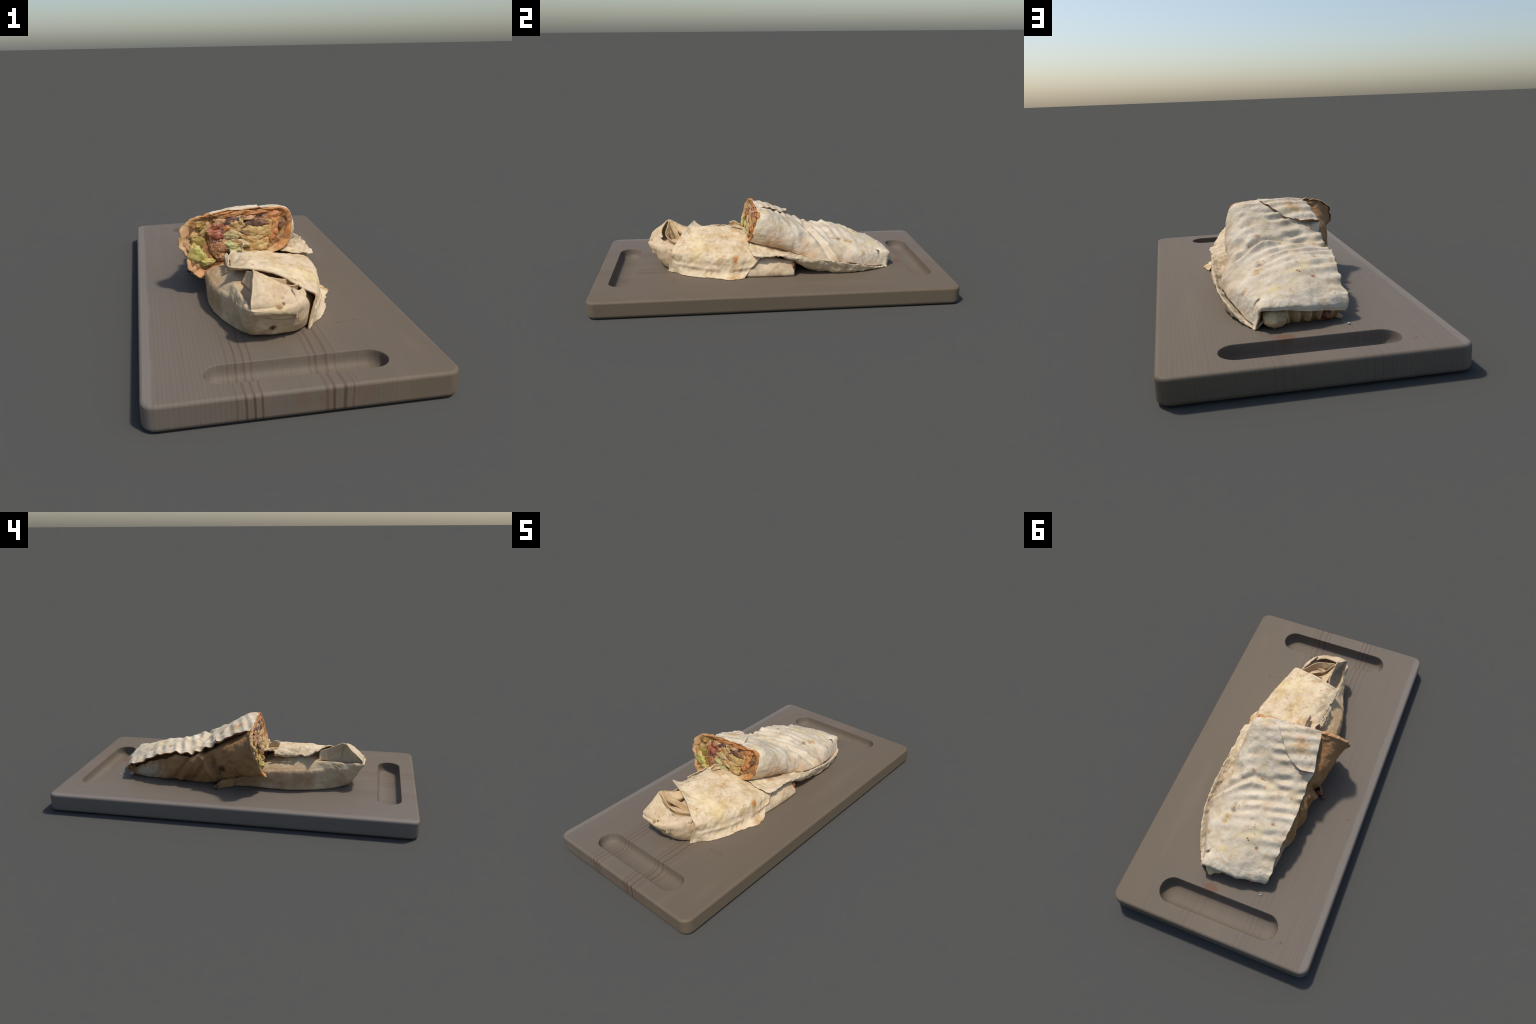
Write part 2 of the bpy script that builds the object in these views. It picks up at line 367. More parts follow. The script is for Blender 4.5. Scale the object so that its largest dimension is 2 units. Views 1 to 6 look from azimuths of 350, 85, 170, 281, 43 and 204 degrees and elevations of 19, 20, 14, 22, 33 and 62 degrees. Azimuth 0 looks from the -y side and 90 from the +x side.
# cross-sections (x, z): contact left, up the left wall, over the top, down the right wall, under
A_SEC = {
 -0.708: [(-0.109, 0.226), (-0.115, 0.229), (-0.117, 0.233), (-0.119, 0.237), (-0.118, 0.240), (-0.100, 0.241), (-0.040, 0.240), (-0.020, 0.237), (-0.015, 0.233), (-0.020, 0.229), (-0.030, 0.226), (-0.080, 0.224), (-0.100, 0.224)],
 -0.690: [(-0.116, 0.213), (-0.128, 0.215), (-0.132, 0.228), (-0.131, 0.240), (-0.120, 0.247), (-0.085, 0.249), (-0.005, 0.248), (0.025, 0.243), (0.035, 0.230), (0.028, 0.212), (0.010, 0.210), (-0.055, 0.203), (-0.095, 0.204)],
 -0.660: [(-0.117, 0.165), (-0.138, 0.182), (-0.144, 0.212), (-0.145, 0.238), (-0.132, 0.246), (-0.098, 0.232), (-0.006, 0.250), (0.049, 0.248), (0.066, 0.226), (0.059, 0.185), (0.034, 0.165), (-0.030, 0.152), (-0.085, 0.152)],
 -0.620: [(-0.117, 0.120), (-0.136, 0.150), (-0.144, 0.200), (-0.140, 0.222), (-0.128, 0.240), (-0.100, 0.220), (-0.020, 0.250), (0.065, 0.252), (0.096, 0.222), (0.090, 0.160), (0.055, 0.123), (0.000, 0.114), (-0.070, 0.114)],
 -0.560: [(-0.146, 0.106), (-0.159, 0.140), (-0.164, 0.200), (-0.159, 0.228), (-0.142, 0.252), (-0.105, 0.228), (-0.020, 0.246), (0.065, 0.234), (0.112, 0.205), (0.125, 0.150), (0.110, 0.106), (0.030, 0.106), (-0.070, 0.106)],
 -0.480: [(-0.186, 0.106), (-0.188, 0.140), (-0.185, 0.200), (-0.173, 0.226), (-0.148, 0.254), (-0.110, 0.240), (-0.010, 0.244), (0.085, 0.222), (0.142, 0.205), (0.168, 0.150), (0.175, 0.106), (0.060, 0.106), (-0.070, 0.106)],
 -0.380: [(-0.218, 0.106), (-0.220, 0.140), (-0.217, 0.200), (-0.196, 0.223), (-0.158, 0.246), (-0.110, 0.267), (-0.010, 0.272), (0.095, 0.239), (0.160, 0.215), (0.192, 0.150), (0.205, 0.106), (0.080, 0.106), (-0.070, 0.106)],
 -0.280: [(-0.229, 0.106), (-0.231, 0.140), (-0.228, 0.200), (-0.206, 0.219), (-0.162, 0.238), (-0.110, 0.260), (-0.010, 0.270), (0.100, 0.247), (0.180, 0.228), (0.215, 0.160), (0.232, 0.106), (0.100, 0.106), (-0.070, 0.106)],
 -0.180: [(-0.226, 0.106), (-0.233, 0.140), (-0.231, 0.195), (-0.208, 0.212), (-0.162, 0.226), (-0.110, 0.234), (0.000, 0.244), (0.100, 0.235), (0.190, 0.228), (0.238, 0.165), (0.255, 0.106), (0.100, 0.106), (-0.070, 0.106)],
 -0.080: [(-0.216, 0.106), (-0.226, 0.135), (-0.223, 0.175), (-0.202, 0.180), (-0.162, 0.194), (-0.110, 0.204), (0.000, 0.210), (0.100, 0.209), (0.195, 0.212), (0.248, 0.165), (0.266, 0.106), (0.100, 0.106), (-0.070, 0.106)],
 0.020: [(-0.214, 0.106), (-0.216, 0.120), (-0.208, 0.140), (-0.180, 0.128), (-0.130, 0.136), (-0.060, 0.147), (0.050, 0.164), (0.150, 0.179), (0.215, 0.196), (0.255, 0.160), (0.270, 0.106), (0.100, 0.106), (-0.070, 0.106)],
 0.120: [(-0.190, 0.106), (-0.190, 0.112), (-0.181, 0.120), (-0.160, 0.102), (-0.110, 0.108), (-0.050, 0.114), (0.050, 0.132), (0.150, 0.155), (0.220, 0.180), (0.256, 0.152), (0.268, 0.106), (0.100, 0.106), (-0.070, 0.106)],
}
G = surface([[(x, y, z) for x, z in s] for y, s in A_SEC.items()], 190, 150, True)
N = normals(G, True)
if np.mean(N[95, :, 2] * (G[95, :, 2] - .19)) < 0: N = -N
side = smooth01(G[..., 2], TOP + .004, TOP + .03)
G += N * (side * (.0055 * fbm(G, 11, 4, 1.3) + .002 * fbm(G, 38, 3, 4.))) [..., None]
# soft dents on the left flank
for p, r, d in (((-.21, -.50, .17), .03, .006), ((-.235, -.30, .16), .045, -.006), ((-.24, -.20, .2), .03, .007), ((-.22, -.42, .15), .03, .006), ((.03, -.66, .19), .03, .006), ((.07, -.62, .16), .03, -.006)):
    G -= N * (d * np.exp(-((G - np.array(p)) ** 2).sum(-1) / r ** 2))[..., None]
settle(G); floor_clamp(G)
adopt(wrap_a, tube("tortilla_body", G, [body_a_mat, F['base']], 1), origin=OA)

# top sheet folded over the half: front edge -> back edge, left border -> ground lip
A_SHEET = [
 [(-0.162, -0.443, 0.317), (-0.095, -0.466, 0.315), (-0.032, -0.491, 0.308), (0.016, -0.510, 0.295), (0.061, -0.532, 0.270), (0.100, -0.554, 0.248), (0.142, -0.571, 0.224), (0.128, -0.583, 0.170), (0.112, -0.597, 0.104)],
 [(-0.158, -0.415, 0.296), (-0.092, -0.432, 0.304), (-0.030, -0.450, 0.301), (0.022, -0.470, 0.288), (0.070, -0.492, 0.268), (0.113, -0.508, 0.247), (0.160, -0.522, 0.222), (0.162, -0.530, 0.162), (0.160, -0.540, 0.104)],
 [(-0.151, -0.380, 0.283), (-0.090, -0.392, 0.303), (-0.030, -0.405, 0.302), (0.030, -0.425, 0.285), (0.082, -0.442, 0.268), (0.130, -0.455, 0.248), (0.178, -0.465, 0.222), (0.190, -0.468, 0.155), (0.212, -0.470, 0.104)],
 [(-0.142, -0.300, 0.280), (-0.082, -0.305, 0.306), (-0.022, -0.312, 0.297), (0.045, -0.325, 0.283), (0.105, -0.335, 0.268), (0.158, -0.348, 0.248), (0.206, -0.358, 0.216), (0.228, -0.360, 0.145), (0.258, -0.365, 0.104)],
 [(-0.139, -0.235, 0.283), (-0.080, -0.230, 0.299), (-0.020, -0.232, 0.288), (0.050, -0.235, 0.275), (0.115, -0.240, 0.261), (0.175, -0.248, 0.244), (0.226, -0.255, 0.215), (0.250, -0.262, 0.140), (0.292, -0.272, 0.104)],
 [(-0.118, -0.180, 0.296), (-0.075, -0.170, 0.281), (-0.015, -0.165, 0.279), (0.052, -0.155, 0.266), (0.118, -0.150, 0.251), (0.182, -0.150, 0.237), (0.236, -0.160, 0.216), (0.253, -0.185, 0.140), (0.298, -0.215, 0.104)],
 [(-0.105, -0.110, 0.272), (-0.070, -0.100, 0.249), (-0.010, -0.090, 0.245), (0.055, -0.075, 0.234), (0.118, -0.065, 0.227), (0.182, -0.058, 0.221), (0.236, -0.066, 0.209), (0.258, -0.125, 0.150), (0.285, -0.165, 0.104)],
]
G = surface(A_SHEET, 150, 170); N = normals(G)
if N[..., 2].mean() < 0: N = -N
u = np.linspace(0, 1, 150)[:, None]; v = np.linspace(0, 1, 170)[None, :]
mid = np.clip(np.minimum(np.minimum(u, 1 - u), np.minimum(v, 1 - v)) * 14, .25, 1)
G += N * (mid * (.0055 * fbm(G, 13, 3, 2.2) + .0070 * np.abs(fbm(G, 15, 2, 9.)) - .004 + .0014 * fbm(G, 45, 3, 5.)))[..., None]
# torn, wavy borders
edge_l = np.exp(-v * 22); G[..., 0] += edge_l * .010 * fbm(G * [0, 1, 0], 30, 3, .4); G[..., 2] += edge_l * .010 * fbm(G * [0, 1, 0], 24, 2, 1.4)
edge_r = np.exp(-(1 - v) * 14); G[..., 0] += edge_r * .012 * fbm(G * [0, 1, 0], 22, 3, 3.4)
# raised crease above the ground lip
crease = np.exp(-((v - .865 + .03 * (u - .5)) / .022) ** 2) * smooth01(u, 0, .2) * (.6 + .9 * fbm(G * [0, 1, 0], 9, 2, 6.)); G += N * (crease * .010)[..., None]
if np.einsum('ijk,ijk->ij', normals(G), N).mean() < 0: G = G[::-1].copy()
adopt(wrap_a, sheet("tortilla_sheet", G, sheet_a_mat, .006, inner_mat), origin=OA)

def flap(parent, origin, name, rows, mat, nu=40, nv=60, thick=.005, amp=.004, seed=0., back=None, up=(0, 0, 1), freq=18, edge_mat=None):
    G = surface(rows, nu, nv); N = normals(G)
    if (N @ np.array(up)).mean() < 0: G = G[::-1].copy(); N = normals(G)
    G += N * (amp * fbm(G, freq, 3, seed) + amp * .35 * fbm(G, 50, 3, seed + 3))[..., None]
    ob = sheet(name, G, mat, thick, back or mat, True, edge_mat); adopt(parent, ob, origin=origin); return ob

# folded nose: front panel standing up to a peak, right panel, and two tucked layers behind
flap(wrap_a, OA, "tortilla_fold", [
 [(-.120, -.690, .220), (-.080, -.690, .204), (-.030, -.688, .194), (.014, -.680, .188), (.046, -.668, .188)],
 [(-.127, -.694, .258), (-.085, -.700, .258), (-.035, -.698, .248), (.012, -.690, .240), (.050, -.676, .236)],
 [(-.112, -.645, .302), (-.075, -.662, .302), (-.030, -.670, .288), (.010, -.664, .276), (.044, -.652, .264)],
 [(-.096, -.597, .345), (-.062, -.610, .336), (-.025, -.625, .318), (.006, -.628, .300), (.032, -.620, .284)]], body_a_mat, amp=.003, seed=1., up=(0, -1, .6))
flap(wrap_a, OA, "tortilla_fold", [
 [(.036, -.686, .190), (.056, -.655, .185), (.080, -.612, .180), (.105, -.575, .170)],
 [(.042, -.676, .244), (.064, -.645, .236), (.084, -.600, .228), (.108, -.560, .220)],
 [(.036, -.642, .290), (.060, -.616, .268), (.082, -.580, .256), (.104, -.540, .248)]], body_a_mat, amp=.006, seed=2., up=(.6, -1, .3))
flap(wrap_a, OA, "tortilla_fold", [
 [(-.092, -.588, .343), (-.060, -.598, .325), (-.018, -.606, .300), (.022, -.604, .285), (.055, -.580, .272), (.085, -.545, .262)],
 [(-.088, -.585, .310), (-.055, -.586, .290), (-.015, -.590, .265), (.022, -.588, .250), (.052, -.565, .240), (.080, -.535, .236)]], inner_mat, 20, 60, .004, .003, 3., up=(0, -1, .3))
flap(wrap_a, OA, "tortilla_fold", [
 [(-.094, -.590, .347), (-.075, -.570, .332), (-.045, -.550, .308), (-.005, -.535, .290), (.040, -.520, .276), (.070, -.500, .270)],
 [(-.092, -.584, .300), (-.060, -.566, .280), (-.025, -.548, .258), (.010, -.536, .245), (.045, -.522, .235), (.07, -.50, .235)]], inner_mat, 20, 60, .004, .004, 4., up=(.5, -1, .3))
flap(wrap_a, OA, "tortilla_fold", [
 [(-.098, -.594, .348), (-.094, -.570, .340), (-.088, -.535, .322), (-.080, -.500, .306), (-.072, -.465, .298)],
 [(-.078, -.584, .315), (-.066, -.562, .300), (-.050, -.530, .288), (-.036, -.500, .282), (-.030, -.465, .285)],
 [(-.085, -.578, .262), (-.075, -.560, .258), (-.058, -.530, .255), (-.045, -.500, .255), (-.038, -.465, .265)]], inner_mat, 30, 50, .005, .003, 5., up=(1, -.5, .5), back=body_a_mat)
# left side of the peak: panel that closes the pocket behind the front edge
flap(wrap_a, OA, "tortilla_fold", [
 [(-.128, -.703, .236), (-.110, -.640, .305), (-.098, -.594, .347), (-.094, -.560, .338), (-.090, -.510, .312), (-.10, -.455, .298)],
 [(-.112, -.690, .228), (-.094, -.635, .255), (-.080, -.590, .285), (-.080, -.550, .280), (-.092, -.505, .275), (-.11, -.455, .275)],
 [(-.105, -.680, .218), (-.086, -.630, .216), (-.074, -.590, .218), (-.080, -.545, .222), (-.10, -.50, .24), (-.12, -.455, .255)]], body_a_mat, 30, 60, .004, .003, 6., up=(-1, 0, 0), back=inner_mat)
# torn tab and curled strip on the left border of the sheet
flap(wrap_a, OA, "tortilla_tab", [
 [(-.150, -.345, .292), (-.146, -.300, .292), (-.143, -.255, .292), (-.138, -.205, .292)],
 [(-.160, -.345, .283), (-.158, -.300, .280), (-.154, -.255, .277), (-.150, -.206, .276)],
 [(-.150, -.345, .272), (-.148, -.300, .268), (-.143, -.255, .264), (-.138, -.208, .262)]], sheet_a_mat, 20, 40, .004, .005, 7., up=(-1, 0, .4), freq=40)
flap(wrap_a, OA, "tortilla_tab", [
 [(-.073, -.232, .330), (-.072, -.200, .336), (-.068, -.165, .315)],
 [(-.082, -.226, .312), (-.080, -.195, .312), (-.074, -.162, .300)],
 [(-.078, -.220, .295), (-.074, -.190, .292), (-.068, -.160, .285)]], sheet_a_mat, 16, 30, .004, .003, 8., up=(-1, 0, .4))
# cut end of this half, peeking out on the right, and the scrap on the left
for k, (p, s, mt) in enumerate((((.238, .116, .150), (.022, .009, .026), 'tomato'), ((.20, .120, .140), (.03, .014, .03), 'base'), ((.14, .120, .135), (.04, .014, .03), 'cheese'), ((.06, .120, .130), (.04, .014, .022), 'meat'), ((-.03, .120, .122), (.04, .014, .016), 'cabbage'))):
    adopt(wrap_a, blob("filling_piece", p, s, F[mt], .3, 1.8, k + .5), origin=OA)
flap(wrap_a, OA, "torn_scrap", [
 [(-.205, .005, .150), (-.235, .045, .150), (-.262, .080, .142), (-.285, .100, .128)],
 [(-.225, .000, .130), (-.255, .040, .125), (-.276, .072, .120), (-.290, .095, .112)],
 [(-.215, -.005, .106), (-.250, .030, .106), (-.272, .065, .106), (-.286, .092, .106)]], soaked_mat, 20, 40, .006, .006, 9., up=(-1, 0, .5), freq=30)
for p, s, mt in (((-.278, .100, .114), (.016, .013, .009), 'meat'), ((-.250, .085, .118), (.018, .014, .012), 'tomato')):
    adopt(wrap_a, blob("crumb", p, s, F[mt], .3, 2, 3.), origin=OA)

# ----------------------------------------------------------------- upper half of the wrap
OB = (0, .3, TOP)
wrap_b = thing("wrap_half", OB, "tilted half of a tortilla wrap with exposed cut filling", "wrap")
def cut_y(x, z): return -.2147 + .0606 * x + .31 * z
B_SEC = {
 -0.100: [(-0.277, 0.190), (-0.307, 0.268), (-0.334, 0.335), (-0.298, 0.402), (-0.225, 0.426), (-0.100, 0.432), (0.024, 0.435), (0.132, 0.430), (0.160, 0.400), (0.157, 0.350), (0.140, 0.290), (0.088, 0.256), (-0.040, 0.243), (-0.150, 0.212)],
 -0.050: [(-0.262, 0.182), (-0.286, 0.250), (-0.298, 0.318), (-0.262, 0.376), (-0.205, 0.400), (-0.100, 0.422), (0.012, 0.425), (0.118, 0.420), (0.152, 0.392), (0.157, 0.345), (0.145, 0.280), (0.090, 0.240), (-0.040, 0.223), (-0.150, 0.192)],
 0.000: [(-0.242, 0.168), (-0.275, 0.228), (-0.282, 0.300), (-0.245, 0.356), (-0.182, 0.374), (-0.090, 0.392), (0.000, 0.398), (0.090, 0.392), (0.124, 0.366), (0.138, 0.338), (0.133, 0.268), (0.070, 0.222), (-0.040, 0.200), (-0.150, 0.172)],
 0.100: [(-0.208, 0.118), (-0.240, 0.160), (-0.252, 0.225), (-0.232, 0.305), (-0.177, 0.330), (-0.100, 0.346), (0.000, 0.353), (0.070, 0.352), (0.104, 0.328), (0.134, 0.295), (0.150, 0.225), (0.090, 0.170), (-0.040, 0.145), (-0.150, 0.125)],
 0.200: [(-0.212, 0.106), (-0.234, 0.145), (-0.234, 0.210), (-0.210, 0.262), (-0.167, 0.268), (-0.100, 0.289), (0.000, 0.302), (0.055, 0.302), (0.088, 0.286), (0.135, 0.256), (0.185, 0.200), (0.140, 0.125), (-0.040, 0.106), (-0.150, 0.106)],
 0.350: [(-0.183, 0.106), (-0.216, 0.135), (-0.220, 0.195), (-0.204, 0.245), (-0.167, 0.238), (-0.100, 0.258), (0.000, 0.265), (0.080, 0.255), (0.130, 0.234), (0.180, 0.210), (0.218, 0.170), (0.205, 0.120), (0.000, 0.106), (-0.100, 0.106)],
 0.500: [(-0.183, 0.106), (-0.199, 0.128), (-0.199, 0.165), (-0.185, 0.205), (-0.157, 0.196), (-0.100, 0.218), (0.000, 0.230), (0.080, 0.227), (0.125, 0.215), (0.165, 0.194), (0.190, 0.147), (0.180, 0.115), (0.000, 0.106), (-0.100, 0.106)],
 0.600: [(-0.160, 0.106), (-0.180, 0.118), (-0.184, 0.140), (-0.178, 0.162), (-0.147, 0.150), (-0.080, 0.177), (0.000, 0.189), (0.070, 0.194), (0.105, 0.184), (0.140, 0.167), (0.155, 0.122), (0.145, 0.110), (0.000, 0.106), (-0.100, 0.106)],
 0.645: [(-0.128, 0.106), (-0.148, 0.114), (-0.153, 0.126), (-0.152, 0.140), (-0.132, 0.122), (-0.080, 0.140), (0.000, 0.150), (0.070, 0.154), (0.090, 0.148), (0.115, 0.137), (0.125, 0.112), (0.115, 0.110), (0.000, 0.106), (-0.100, 0.106)],
}
def lean(G):
    """lean the front of the half onto the cutting plane, fading out backwards"""
    w = 1 - smooth01(G[..., 1], -.10, .06)
    G[..., 1] = G[..., 1] + w * (cut_y(G[..., 0], G[..., 2]) + .10); return G
G = surface([[(x, y, z) for x, z in s] for y, s in B_SEC.items()], 190, 160, True)
N = normals(G, True)
if np.mean(N[95, :, 2] * (G[95, :, 2] - .2)) < 0: N = -N
left = smooth01(-G[..., 0], .10, .20)
fold = np.zeros(G.shape[:2])
for y0, sl, w, d in ((.115, .25, .016, .015), (.155, .7, .022, -.012), (.20, -.6, .012, .012), (.265, -.75, .02, -.011), (.31, -.7, .010, .011), (.375, -.6, .02, -.008), (.43, -.5, .012, .006)):
    s = G[..., 1] - y0 - sl * (G[..., 2] - .2); fold += -1.6 * d * np.exp(-(s / w) ** 2)
up = smooth01(G[..., 2], TOP + .006, TOP + .035)
G += N * (up * left * fold * (1 - smooth01(G[..., 2], .235, .29)) + up * (.006 * fbm(G, 12, 4, 6.1) + .002 * fbm(G, 40, 3, 2.)))[..., None]
ruff = (1 - smooth01(G[..., 1], -.10, -.03)) * smooth01(-G[..., 0], .12, .24)
G += N * (ruff * .016 * fbm(G * [1, .4, 1], 26, 3, 5.5))[..., None]
settle(G); floor_clamp(G); G = lean(G)
CUT = G[0].copy()
adopt(wrap_b, tube("tortilla_body", G, [soaked_mat, F['base']], 1, cap0=False), origin=OB)

# cut rim and filling: rings shrinking inwards from the cut outline
ctr = np.array([-.06, 0, .345]); ctr[1] = cut_y(ctr[0], ctr[2])
def ring(k): 
    R = CUT.copy(); R[:, 0] = ctr[0] + (R[:, 0] - ctr[0]) * k; R[:, 2] = ctr[2] + (R[:, 2] - ctr[2]) * k
    R[:, 1] = cut_y(R[:, 0], R[:, 2]); return R
def rim_shrink(): 
    rings = []
    for k, dy in ((1.0, .012), (1.010, .002), (1.004, -.003), (.985, -.004), (.950, -.002), (.910, .002), (.870, .007), (.845, .020)):
        wob = fbm(CUT * [1, 0, 1], 9, 3, 4.4); thick = (1 - k) / .12
        r = ring(1)
        kk = k - .05 * thick * (wob - .1)
        r[:, 0] = ctr[0] + (r[:, 0] - ctr[0]) * kk; r[:, 2] = ctr[2] + (r[:, 2] - ctr[2]) * kk
        r[:, 1] = cut_y(r[:, 0], r[:, 2]) + dy
        r[:, 1] += .008 * fbm(r * [1, .2, 1], 24, 3, 1.) * (dy < .01); rings.append(r)
    return np.stack(rings)
RG = rim_shrink()
rim = tube("tortilla_rim", RG, rim_mat, 0, False, False); adopt(wrap_b, rim, origin=OB)
fill_rings = []
for k in np.linspace(.93, .02, 46):
    r = ring(k); r[:, 1] += .004 + .014 * (1 - k) ** .5 + .014 * fbm(r * [1, 0, 1], 17, 4, 3.3) + .006 * fbm(r * [1, 0, 1], 50, 3, 8.); fill_rings.append(r)
filling = tube("filling", np.stack(fill_rings), F['base'], 0, False, True); adopt(wrap_b, filling, origin=OB)
kinds = {'lettuce': 'lettuce_piece', 'greens': 'lettuce_piece', 'olive': 'lettuce_piece', 'chicken': 'chicken_piece', 'cheese': 'cheese_piece', 'cabbage': 'cabbage_piece',
         'tomato': 'tomato_piece', 'meat': 'meat_piece', 'onion': 'onion_piece', 'sauce': 'sauce_patch', 'base': 'filling_piece'}
# kind, centre across/up the cut (u, v), half sizes, turn, how far it stands out
PIECES = [
 ('lettuce', 470, 1050, 130, 175, .5, .004), ('lettuce', 630, 1160, 105, 60, .1, .008), ('lettuce', 400, 920, 70, 110, .3, .000),
 ('olive', 470, 780, 110, 130, .2, -.006), ('olive', 500, 470, 110, 95, .2, -.010), ('cabbage', 590, 560, 40, 130, -.6, .002), ('cheese', 420, 640, 70, 70, 0, -.004),
 ('cheese', 500, 430, 50, 40, 0, .0), ('onion', 650, 500, 45, 130, -.3, .0),
 ('chicken', 840, 920, 110, 135, .1, .010), ('chicken', 890, 1070, 90, 70, 0, .006),
 ('greens', 1060, 850, 130, 85, -.35, .010), ('greens', 1180, 930, 110, 45, -.3, .006), ('cheese', 1570, 850, 165, 110, .2, .006), ('cheese', 1380, 720, 130, 60, -.3, .008),
 ('cabbage', 1240, 790, 210, 70, -.15, .004), ('cabbage', 1090, 620, 140, 85, .1, .008), ('cheese', 1290, 640, 90, 45, -.5, .008),
 ('cabbage', 1170, 460, 120, 110, .2, .003), ('cabbage', 1270, 340, 45, 110, .05, .008), ('cheese', 1450, 560, 130, 110, 0, .002), ('cheese', 1650, 580, 160, 140, .2, .004),
 ('cheese', 1720, 430, 120, 110, 0, .001), ('cabbage', 1500, 700, 130, 50, .2, .004),
 ('tomato', 770, 610, 140, 105, -.2, .006), ('tomato', 830, 440, 120, 75, .3, .000), ('meat', 800, 780, 100, 90, 0, -.008), ('meat', 940, 610, 60, 90, .2, -.001),
 ('meat', 1560, 370, 180, 100, .12, .008), ('meat', 1690, 320, 95, 90, 0, .006), ('meat', 1100, 330, 160, 62, .35, .005), ('meat', 1330, 580, 75, 32, -.5, .008), ('meat', 1120, 690, 110, 24, .15, .006), ('meat', 1700, 230, 60, 40, .3, .001),
 ('onion', 1200, 270, 130, 38, .12, .004), ('onion', 880, 360, 110, 70, .1, .003), ('onion', 1420, 270, 120, 40, .1, .002), ('onion', 960, 760, 50, 60, .3, .002),
 ('sauce', 1860, 230, 140, 70, .25, .002), ('sauce', 1000, 480, 90, 60, .2, .002), ('sauce', 1800, 680, 80, 80, 0, .002), ('sauce', 1880, 560, 70, 150, -.2, -.002), ('sauce', 1900, 380, 80, 110, 0, -.002),
 ('meat', 2010, 430, 35, 70, -.2, .003), ('meat', 700, 850, 32, 170, .05, -.002), ('sauce', 1500, 170, 300, 45, .06, -.002), ('sauce', 1050, 215, 220, 40, .12, -.002),
]
KU, KV = .000240, .000196
for i, (kind, pu, pv, ru, rv, rot, out) in enumerate(PIECES):
    x = -.335 + (pu - 130) * KU; z = .335 + (700 - pv) * KV - .030 * (pu - 130) / 2020
    z = max(z, .205 if x < -.15 else .25)
    y = cut_y(x, z)
    adopt(wrap_b, blob(kinds[kind], (x, y + .010 - out * .8, z), (ru * KU * 1.22, .0125, rv * KV * 1.28), F[kind], .42, 1.5, i * 1.37, -rot, 4, .14), origin=OB)

# grilled outer sheet: left border -> over the top -> right wall -> gutter
B_SHEET = [
 [(-0.183, -0.100, 0.424), (-0.100, -0.100, 0.438), (0.000, -0.100, 0.443), (0.095, -0.100, 0.439), (0.145, -0.100, 0.424), (0.164, -0.100, 0.388), (0.160, -0.100, 0.338), (0.145, -0.100, 0.295), (0.122, -0.100, 0.266)],
 [(-0.195, -0.040, 0.412), (-0.100, -0.040, 0.426), (0.000, -0.040, 0.432), (0.092, -0.040, 0.437), (0.152, -0.040, 0.422), (0.178, -0.040, 0.380), (0.188, -0.040, 0.322), (0.172, -0.040, 0.276), (0.135, -0.040, 0.250)],
 [(-0.203, 0.030, 0.388), (-0.100, 0.030, 0.400), (0.000, 0.030, 0.405), (0.082, 0.030, 0.412), (0.147, 0.030, 0.398), (0.182, 0.030, 0.354), (0.195, 0.030, 0.300), (0.190, 0.030, 0.258), (0.155, 0.030, 0.230)],
 [(-0.216, 0.100, 0.355), (-0.110, 0.100, 0.365), (0.000, 0.100, 0.370), (0.070, 0.100, 0.376), (0.138, 0.100, 0.362), (0.178, 0.100, 0.324), (0.200, 0.100, 0.276), (0.202, 0.100, 0.240), (0.182, 0.100, 0.214)],
 [(-0.204, 0.170, 0.315), (-0.110, 0.170, 0.326), (0.000, 0.170, 0.332), (0.060, 0.170, 0.342), (0.120, 0.170, 0.334), (0.168, 0.170, 0.302), (0.196, 0.170, 0.262), (0.206, 0.170, 0.226), (0.208, 0.170, 0.202)],
 [(-0.208, 0.250, 0.283), (-0.110, 0.250, 0.293), (-0.010, 0.250, 0.303), (0.060, 0.250, 0.307), (0.118, 0.250, 0.296), (0.166, 0.250, 0.270), (0.198, 0.250, 0.238), (0.220, 0.250, 0.215), (0.238, 0.250, 0.186)],
 [(-0.210, 0.370, 0.277), (-0.110, 0.370, 0.289), (-0.020, 0.370, 0.291), (0.060, 0.370, 0.276), (0.120, 0.370, 0.258), (0.168, 0.370, 0.239), (0.204, 0.370, 0.218), (0.232, 0.370, 0.198), (0.252, 0.370, 0.172)],
 [(-0.194, 0.490, 0.238), (-0.110, 0.490, 0.256), (-0.020, 0.490, 0.263), (0.060, 0.490, 0.254), (0.120, 0.490, 0.240), (0.162, 0.490, 0.223), (0.192, 0.490, 0.203), (0.214, 0.490, 0.180), (0.234, 0.490, 0.152)],
 [(-0.188, 0.590, 0.190), (-0.100, 0.590, 0.216), (-0.020, 0.590, 0.227), (0.050, 0.590, 0.224), (0.100, 0.590, 0.214), (0.138, 0.590, 0.202), (0.164, 0.590, 0.182), (0.184, 0.590, 0.156), (0.204, 0.590, 0.126)],
 [(-0.191, 0.632, 0.184), (-0.100, 0.640, 0.198), (-0.020, 0.648, 0.204), (0.050, 0.652, 0.205), (0.100, 0.655, 0.200), (0.140, 0.655, 0.190), (0.157, 0.648, 0.166), (0.170, 0.640, 0.142), (0.181, 0.640, 0.120)],
 [(-0.186, 0.660, 0.158), (-0.100, 0.675, 0.170), (-0.020, 0.688, 0.178), (0.050, 0.690, 0.185), (0.100, 0.690, 0.186), (0.143, 0.690, 0.184), (0.155, 0.680, 0.155), (0.165, 0.672, 0.130), (0.175, 0.670, 0.110)],
 [(-0.176, 0.664, 0.140), (-0.100, 0.678, 0.149), (-0.020, 0.692, 0.158), (0.050, 0.696, 0.168), (0.100, 0.698, 0.171), (0.144, 0.696, 0.172), (0.153, 0.686, 0.148), (0.163, 0.676, 0.124), (0.172, 0.674, 0.106)],
]
G = surface(B_SHEET, 240, 190); N = normals(G)
if N[..., 2].mean() < 0: N = -N
